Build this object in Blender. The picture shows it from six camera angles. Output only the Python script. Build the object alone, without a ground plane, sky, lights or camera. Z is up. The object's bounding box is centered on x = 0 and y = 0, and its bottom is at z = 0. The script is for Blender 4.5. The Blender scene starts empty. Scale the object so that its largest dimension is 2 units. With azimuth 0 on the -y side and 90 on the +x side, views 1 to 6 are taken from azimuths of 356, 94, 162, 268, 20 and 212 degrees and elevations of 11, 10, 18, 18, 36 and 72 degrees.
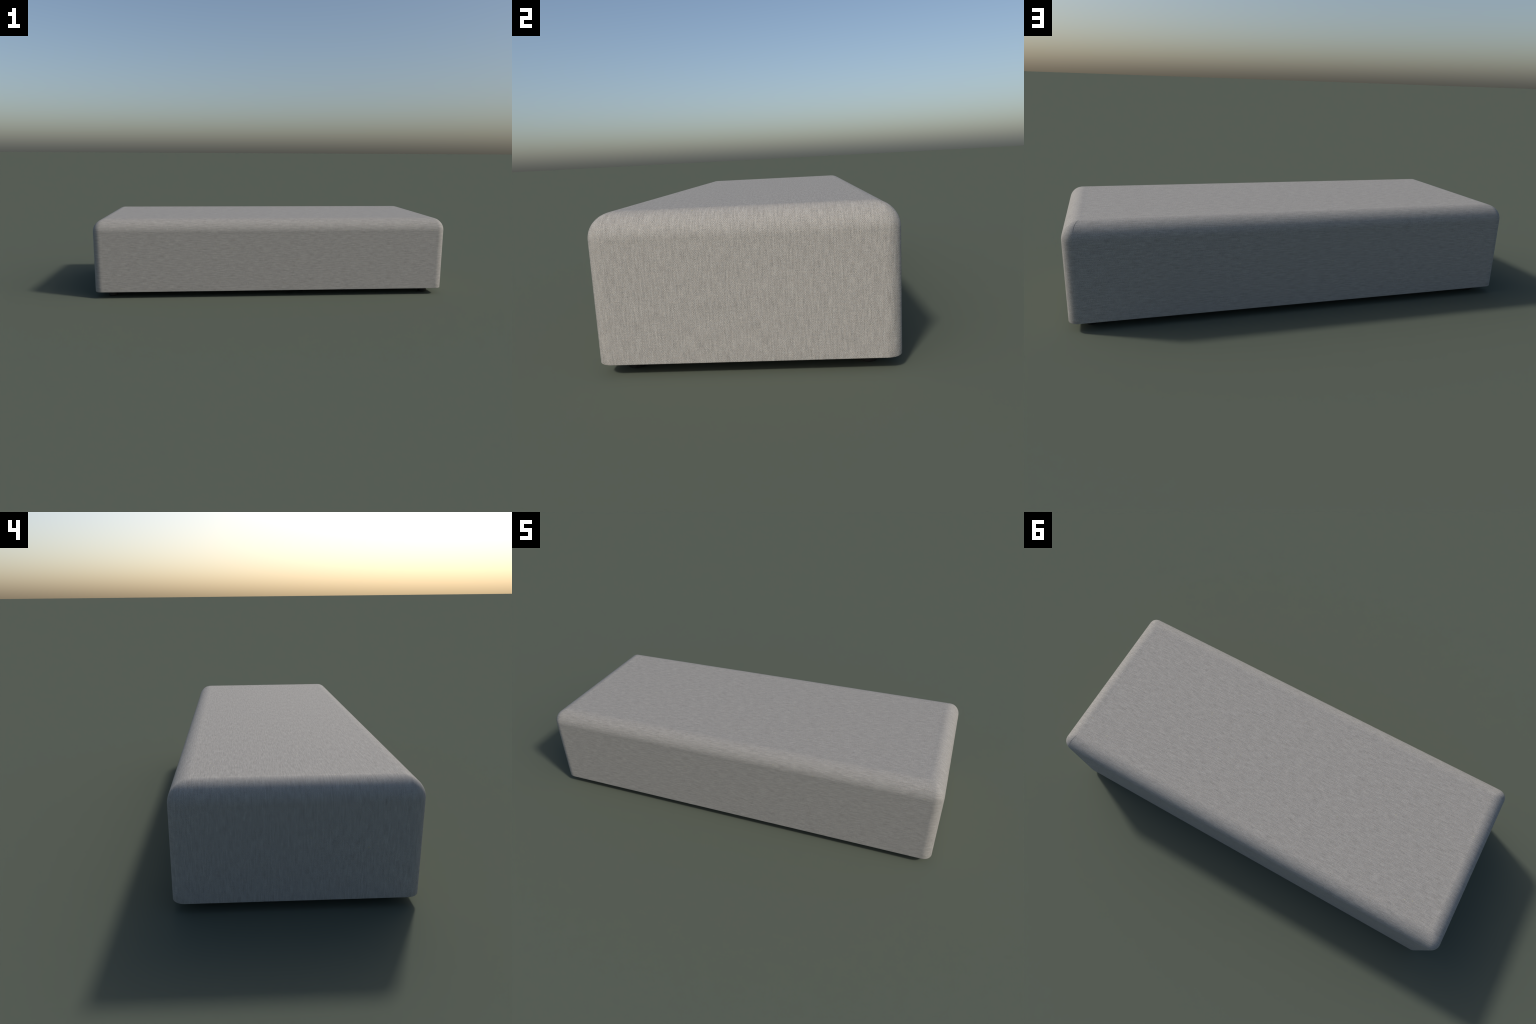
import bpy, math
from mathutils import Vector, noise

# ------------------------------------------------------------------ sizes (m)
HALF_X, HALF_Y = 1.000, 0.4105      # half length, half depth at the widest line
Z_BOTTOM, Z_TOP = 0.0346, 0.4442    # underside and top of the upholstered block
R_TOP = 0.0710                      # roll of the top edge
R_CORNER = 0.0370                   # upright corner radius (before softening)
SOFT = 0.0160                       # keeps the inner rings of the corner round
R_LOW = 0.0018                      # tight turn at the lower hem
PAD = 0.00040                       # how far the flat faces sink behind the rolls
PAD_W = 0.012                       # width over which they sink
FOOT_X, FOOT_Y = 0.912, 0.327
FOOT_R = 0.0255

def smooth(t):
    t = max(0.0, min(1.0, t))
    return t * t * (3 - 2 * t)

# ------------------------------------------------------------------ materials
def new_material(name):
    m = bpy.data.materials.new(name)
    m.use_nodes = True
    nt = m.node_tree
    nt.nodes.clear()
    out = nt.nodes.new("ShaderNodeOutputMaterial")
    bsdf = nt.nodes.new("ShaderNodeBsdfPrincipled")
    nt.links.new(bsdf.outputs[0], out.inputs[0])
    return m, nt, bsdf

class Graph:
    """Tiny helper so node maths reads like formulas."""
    def __init__(self, nt):
        self.nt = nt
    def node(self, kind, **kw):
        n = self.nt.nodes.new(kind)
        for k, v in kw.items():
            setattr(n, k, v)
        return n
    def put(self, sock, v):
        if hasattr(v, "is_linked") or isinstance(v, bpy.types.NodeSocket):
            self.nt.links.new(v, sock)
        else:
            sock.default_value = v
    def math(self, op, a, b=0.0, c=0.0):
        n = self.node("ShaderNodeMath", operation=op)
        self.put(n.inputs[0], a); self.put(n.inputs[1], b); self.put(n.inputs[2], c)
        return n.outputs[0]
    def xyz(self, x, y, z):
        n = self.node("ShaderNodeCombineXYZ")
        self.put(n.inputs[0], x); self.put(n.inputs[1], y); self.put(n.inputs[2], z)
        return n.outputs[0]
    def noise(self, vec, scale, detail=2.0, rough=0.5):
        n = self.node("ShaderNodeTexNoise")
        self.put(n.inputs["Vector"], vec)
        n.inputs["Scale"].default_value = scale
        n.inputs["Detail"].default_value = detail
        n.inputs["Roughness"].default_value = rough
        return n.outputs[0]
    def remap(self, v, lo, hi, a, b):
        n = self.node("ShaderNodeMapRange")
        self.put(n.inputs[0], v)
        for i, q in enumerate((lo, hi, a, b)):
            n.inputs[1 + i].default_value = q
        return n.outputs[0]
    def mix(self, fac, a, b, blend="MIX"):
        n = self.node("ShaderNodeMix", data_type="RGBA", blend_type=blend)
        self.put(n.inputs[0], fac); self.put(n.inputs[6], a); self.put(n.inputs[7], b)
        return n.outputs[2]

def fabric_material():
    m, nt, bsdf = new_material("woven_grey_fabric")
    g = Graph(nt)
    pos = g.node("ShaderNodeSeparateXYZ")
    nt.links.new(g.node("ShaderNodeTexCoord").outputs["Object"], pos.inputs[0])
    nrm = g.node("ShaderNodeSeparateXYZ")
    nt.links.new(g.node("ShaderNodeNewGeometry").outputs["Normal"], nrm.inputs[0])
    x, y, z = pos.outputs
    # cloth coordinates: u runs along the warp (length of the top, down the ends),
    # v across it (over the top and down the long sides)
    # (arc length over the rolled edge, so the weave keeps its size there)
    z_roll = Z_TOP - R_TOP
    def unrolled(c, half):
        a = g.math("ABSOLUTE", c)
        flat = half - R_TOP
        phi = g.math("ARCTAN2", g.math("MAXIMUM", g.math("SUBTRACT", z, z_roll), 0.0),
                     g.math("MAXIMUM", g.math("SUBTRACT", a, flat), 1e-5))
        arc = g.math("MULTIPLY", g.math("SUBTRACT", math.pi / 2, phi), R_TOP)
        down = g.math("MAXIMUM", g.math("SUBTRACT", z_roll, z), 0.0)
        run = g.math("ADD", g.math("MINIMUM", a, flat), g.math("ADD", arc, down))
        return g.math("MULTIPLY", run, g.math("SIGN", c))
    on_side = g.math("GREATER_THAN", g.math("ABSOLUTE", nrm.outputs[1]),
                     g.math("ABSOLUTE", nrm.outputs[0]))
    def choose(mask, when_on, when_off):
        return g.math("ADD", g.math("MULTIPLY", mask, when_on),
                      g.math("MULTIPLY", g.math("SUBTRACT", 1.0, mask), when_off))
    u = choose(on_side, x, unrolled(x, HALF_X))
    v = choose(on_side, unrolled(y, HALF_Y), y)
    uv = g.xyz(u, v, g.math("MULTIPLY", on_side, 3.7))

    # slight wander of the threads
    wander = g.remap(g.noise(uv, 70, 2), 0.25, 0.75, -0.0016, 0.0016)
    wander2 = g.remap(g.noise(g.xyz(v, u, 5.0), 70, 2), 0.25, 0.75, -0.0016, 0.0016)
    uu = g.math("ADD", u, wander)
    vv = g.math("ADD", v, wander2)
    k = 2 * math.pi / 0.0043
    d1 = g.math("SINE", g.math("MULTIPLY", g.math("SUBTRACT", uu, vv), k))
    d2 = g.math("SINE", g.math("MULTIPLY", g.math("ADD", uu, vv), k))
    which = g.remap(g.noise(g.xyz(g.math("MULTIPLY", u, 0.45), v, 1.0), 130, 1), 0.35, 0.65, 0.25, 0.8)
    weave = g.math("ADD", g.math("MULTIPLY", d1, which),
                   g.math("MULTIPLY", d2, g.math("SUBTRACT", 1.0, which)))
    # slub: long thin streaks along the warp, two lengths
    slub = g.noise(g.xyz(g.math("MULTIPLY", u, 38.0), g.math("MULTIPLY", v, 430.0), on_side), 1.0, 2, 0.6)
    slub = g.remap(slub, 0.25, 0.75, -1.0, 1.0)
    slub_b = g.noise(g.xyz(g.math("MULTIPLY", u, 20.0), g.math("MULTIPLY", v, 210.0), 9.0), 1.0, 1, 0.5)
    slub_b = g.remap(slub_b, 0.28, 0.72, -1.0, 1.0)
    weft = g.noise(g.xyz(g.math("MULTIPLY", u, 300.0), g.math("MULTIPLY", v, 45.0), 4.0), 1.0, 1, 0.5)
    weft = g.remap(weft, 0.28, 0.72, -1.0, 1.0)
    pick = g.noise(g.xyz(g.math("MULTIPLY", u, 330.0), g.math("MULTIPLY", v, 480.0), on_side), 1.0, 2, 0.7)
    pick = g.remap(pick, 0.25, 0.75, -1.0, 1.0)
    cloud = g.remap(g.noise(g.xyz(g.math("MULTIPLY", u, 0.55), v, on_side), 60, 2, 0.6), 0.3, 0.7, -1.0, 1.0)

    tone = g.math("MULTIPLY_ADD", weave, 0.32, 1.0)
    tone = g.math("MULTIPLY_ADD", slub, 0.15, tone)
    tone = g.math("MULTIPLY_ADD", slub_b, 0.105, tone)
    tone = g.math("MULTIPLY_ADD", weft, 0.06, tone)
    tone = g.math("MULTIPLY_ADD", pick, 0.33, tone)
    tone = g.math("MULTIPLY_ADD", cloud, 0.045, tone)

    warm = (0.306, 0.289, 0.262, 1.0)
    cool = (0.285, 0.279, 0.262, 1.0)
    hue = g.remap(g.noise(uv, 150, 2, 0.7), 0.38, 0.62, 0.0, 1.0)
    base = g.mix(hue, warm, cool)
    # rare straw-coloured flecks caught in the yarn
    vor = g.node("ShaderNodeTexVoronoi")
    nt.links.new(uv, vor.inputs["Vector"])
    vor.inputs["Scale"].default_value = 26.0
    csep = g.node("ShaderNodeSeparateColor")
    nt.links.new(vor.outputs["Color"], csep.inputs[0])
    near = g.math("LESS_THAN", vor.outputs["Distance"], 0.065)
    rare = g.math("GREATER_THAN", csep.outputs[0], 0.86)
    base = g.mix(g.math("MULTIPLY", g.math("MULTIPLY", near, rare), 0.55), base,
                 (0.40, 0.38, 0.22, 1.0))
    grey = g.node("ShaderNodeCombineColor")
    for i in range(3):
        nt.links.new(tone, grey.inputs[i])
    col = g.mix(1.0, base, grey.outputs[0], "MULTIPLY")
    nt.links.new(col, bsdf.inputs["Base Color"])
    bsdf.inputs["Roughness"].default_value = 0.85
    bsdf.inputs["Specular IOR Level"].default_value = 0.35
    bsdf.inputs["Sheen Weight"].default_value = 0.0
    height = g.math("ADD", g.math("MULTIPLY", weave, 0.6), g.math("MULTIPLY", pick, 0.4))
    bump = g.node("ShaderNodeBump")
    bump.inputs["Strength"].default_value = 0.25
    bump.inputs["Distance"].default_value = 0.0006
    nt.links.new(height, bump.inputs["Height"])
    nt.links.new(bump.outputs[0], bsdf.inputs["Normal"])
    return m

def plain_material(name, colour, rough, grain=0.15, scale=400.0):
    m, nt, bsdf = new_material(name)
    g = Graph(nt)
    co = g.node("ShaderNodeTexCoord").outputs["Object"]
    f = g.remap(g.noise(co, scale, 3), 0.3, 0.7, 0.0, 1.0)
    lo = tuple(c * (1 - grain) for c in colour) + (1.0,)
    hi = tuple(c * (1 + grain) for c in colour) + (1.0,)
    nt.links.new(g.mix(f, lo, hi), bsdf.inputs["Base Color"])
    bsdf.inputs["Roughness"].default_value = rough
    bsdf.inputs["Specular IOR Level"].default_value = 0.3
    return m

# ------------------------------------------------------------------ upholstered block
def ring(inset, z, corner_segments=14):
    """Rounded rectangle at height z, drawn in by `inset`; the same number of
    points on every ring so that rings can be bridged."""
    k = R_CORNER - inset
    r = 0.5 * (k + math.sqrt(k * k + 4 * SOFT * SOFT))   # never closes to a sharp mitre
    ax, ay = HALF_X - inset, HALF_Y - inset
    pts = []
    def straight(p, q, a, b):
        # finer near the corners, where the cover swells
        L = (Vector(q) - Vector(p)).length
        edge = [0.004, 0.008, 0.012, 0.017, 0.026, 0.045, 0.08]
        n_mid = a
        s = edge + [0.08 + (L - 0.16) * i / n_mid for i in range(1, n_mid)] + \
            [L - e for e in reversed(edge)]
        for e in s:
            pts.append((p[0] + (q[0] - p[0]) * e / L, p[1] + (q[1] - p[1]) * e / L, z))
    corners = [(1, 1, 0), (-1, 1, 90), (-1, -1, 180), (1, -1, 270)]
    arcs = []
    for sx, sy, a0 in corners:
        cx, cy = sx * (ax - r), sy * (ay - r)
        arcs.append([(cx + r * math.cos(math.radians(a0 + 90 * i / corner_segments)),
                      cy + r * math.sin(math.radians(a0 + 90 * i / corner_segments)))
                     for i in range(corner_segments + 1)])
    for i, arc in enumerate(arcs):
        for p in arc:
            pts.append((p[0], p[1], z))
        straight(arc[-1], arcs[(i + 1) % 4][0], 56 if i % 2 == 0 else 24, 0)
    return pts

def swell(co):
    """The padding pushes the rolled edges out a little; flat faces sit back."""
    x, y, z = co
    ax, ay = abs(x), abs(y)
    wob = 1.0 + 0.55 * noise.noise(Vector((x * 4.0, y * 4.0, z * 6.0)))
    t_top = min(HALF_X - R_TOP - ax, HALF_Y - R_TOP - ay)
    dx = dy = dz = 0.0
    if z > Z_TOP - 1e-5:
        dz = -PAD * wob * smooth(t_top / PAD_W)
    below = Z_TOP - R_TOP - z
    if below > 0:
        if ay > HALF_Y - 1e-5:
            s = min(below, HALF_X - 0.043 - ax)
            dy = -math.copysign(0.55 * PAD * wob * smooth(s / PAD_W), y)
        if ax > HALF_X - 1e-5:
            s = min(below, HALF_Y - 0.043 - ay)
            dx = -math.copysign(0.55 * PAD * wob * smooth(s / PAD_W), x)
    return (x + dx, y + dy, z + dz)

def upholstered_block(mat):
    rings = []
    # lower hem
    for i in range(4):
        t = math.pi / 2 * i / 3
        rings.append(ring(R_LOW * (1 - math.sin(t)), Z_BOTTOM + R_LOW * (1 - math.cos(t))))
    # upright wall, with close rings under the roll
    z_roll = Z_TOP - R_TOP
    z0 = Z_BOTTOM + R_LOW
    wall = [z0 + (z_roll - 0.06 - z0) * i / 10 for i in range(1, 11)]
    wall += [z_roll - d for d in (0.04, 0.028, 0.02, 0.015, 0.011, 0.007, 0.003)]
    for zz in wall:
        rings.append(ring(0.0, zz))
    # rolled top edge
    N = 22
    for i in range(N + 1):
        t = math.pi / 2 * i / N
        rings.append(ring(R_TOP * (1 - math.cos(t)), z_roll + R_TOP * math.sin(t)))
    # flat top, closing in
    for d in (0.003, 0.007, 0.011, 0.016, 0.024, 0.04, 0.07, 0.11, 0.16, 0.21):
        rings.append(ring(R_TOP + d, Z_TOP))
    n = len(rings[0])
    verts = [swell(p) for r in rings for p in r]
    faces = []
    for k in range(len(rings) - 1):
        a, b = k * n, (k + 1) * n
        for i in range(n):
            j = (i + 1) % n
            faces.append((a + i, a + j, b + j, b + i))
    top = (len(rings) - 1) * n
    faces.append(tuple(top + i for i in range(n)))
    faces.append(tuple(reversed(range(n))))
    me = bpy.data.meshes.new("upholstered_block")
    me.from_pydata(verts, [], faces)
    me.validate()
    me.shade_smooth()
    me.set_sharp_from_angle(angle=math.radians(50))
    me.materials.append(mat)
    ob = bpy.data.objects.new("upholstered_block", me)
    bpy.context.collection.objects.link(ob)
    return ob

def lathe(name, profile, mat, seg=40):
    verts, faces = [], []
    for r, z in profile:
        for i in range(seg):
            a = 2 * math.pi * i / seg
            verts.append((r * math.cos(a), r * math.sin(a), z))
    for k in range(len(profile) - 1):
        for i in range(seg):
            j = (i + 1) % seg
            faces.append((k * seg + i, k * seg + j, (k + 1) * seg + j, (k + 1) * seg + i))
    faces.append(tuple(reversed(range(seg))))
    t = (len(profile) - 1) * seg
    faces.append(tuple(t + i for i in range(seg)))
    me = bpy.data.meshes.new(name)
    me.from_pydata(verts, [], faces)
    me.shade_smooth()
    me.set_sharp_from_angle(angle=math.radians(40))
    me.materials.append(mat)
    return me

def underside_panel(mat):
    """Dust cover stapled under the frame, set in from the hem."""
    pts = [(p[0], p[1]) for p in ring(0.012, 0.0)]
    n = len(pts)
    z0, z1 = Z_BOTTOM - 0.0015, Z_BOTTOM + 0.004
    verts = [(x, y, z0) for x, y in pts] + [(x, y, z1) for x, y in pts]
    faces = [tuple(reversed(range(n))), tuple(range(n, 2 * n))]
    faces += [(i, (i + 1) % n, n + (i + 1) % n, n + i) for i in range(n)]
    me = bpy.data.meshes.new("underside_panel")
    me.from_pydata(verts, [], faces)
    me.materials.append(mat)
    ob = bpy.data.objects.new("underside_panel", me)
    bpy.context.collection.objects.link(ob)
    return ob

def corner_dark_line(mat, steps=28, sides=8):
    """Short thin dark line, modelled as a tapered tube, that runs from the top corner down over the roll."""
    verts, faces = [], []
    path = []
    for i in range(steps + 1):
        t = math.radians(90 - 66 * i / steps)
        x = HALF_X - (0.042 + 0.028 * (math.degrees(t) / 90) ** 2)
        path.append(Vector((x, HALF_Y - R_TOP * (1 - math.cos(t)),
                            Z_TOP - R_TOP + R_TOP * math.sin(t))))
    for i, p in enumerate(path):
        q = path[min(i + 1, steps)] - path[max(i - 1, 0)]
        tan = q.normalized()
        t = math.radians(90 - 66 * i / steps)
        out = Vector((0, math.cos(t), math.sin(t)))
        side = tan.cross(out).normalized()
        r = 0.0010 * smooth(min(i, steps - i) / (steps * 0.35)) + 0.0001
        c = p - out * r * 0.55
        for k in range(sides):
            a = 2 * math.pi * k / sides
            verts.append(c + side * (r * math.cos(a)) + out * (r * math.sin(a)))
    for i in range(steps):
        for k in range(sides):
            j = (k + 1) % sides
            faces.append((i * sides + k, i * sides + j, (i + 1) * sides + j, (i + 1) * sides + k))
    faces.append(tuple(range(sides)))
    faces.append(tuple(steps * sides + k for k in reversed(range(sides))))
    me = bpy.data.meshes.new("dark_line")
    me.from_pydata([tuple(v) for v in verts], [], faces)
    me.shade_smooth()
    me.materials.append(mat)
    ob = bpy.data.objects.new("dark_line", me)
    bpy.context.collection.objects.link(ob)
    return ob

# ------------------------------------------------------------------ assembly
fabric = fabric_material()
lining = plain_material("black_dust_cover", (0.03, 0.03, 0.032), 0.95)
plastic = plain_material("black_plastic", (0.018, 0.017, 0.017), 0.55)

line_grey = plain_material("dark_grey_line", (0.17, 0.163, 0.155), 0.9)

root = bpy.data.objects.new("upholstered_bench", None)
root.empty_display_size = 0.2
bpy.context.collection.objects.link(root)
root["label"] = "long low grey fabric bench with rounded edges"
root["category"] = "bench"

block = upholstered_block(fabric)
panel = underside_panel(lining)
dark_line = corner_dark_line(line_grey)
foot_mesh = lathe("foot", [(FOOT_R * 0.86, 0.0), (FOOT_R * 0.94, 0.0012), (FOOT_R * 0.98, 0.004),
                           (FOOT_R, 0.012), (FOOT_R * 1.04, 0.024), (FOOT_R * 1.06, Z_BOTTOM + 0.002)],
                  plastic)
foot = bpy.data.objects.new("foot", foot_mesh)
feet = [foot]
for i in range(3):
    f = foot.copy()
    feet.append(f)
for f, (sx, sy) in zip(feet, ((1, -1), (-1, -1), (1, 1), (-1, 1))):
    f.location = (sx * FOOT_X, sy * FOOT_Y, 0.0)
    bpy.context.collection.objects.link(f)
for ob in [block, panel, dark_line] + feet:
    ob.parent = root
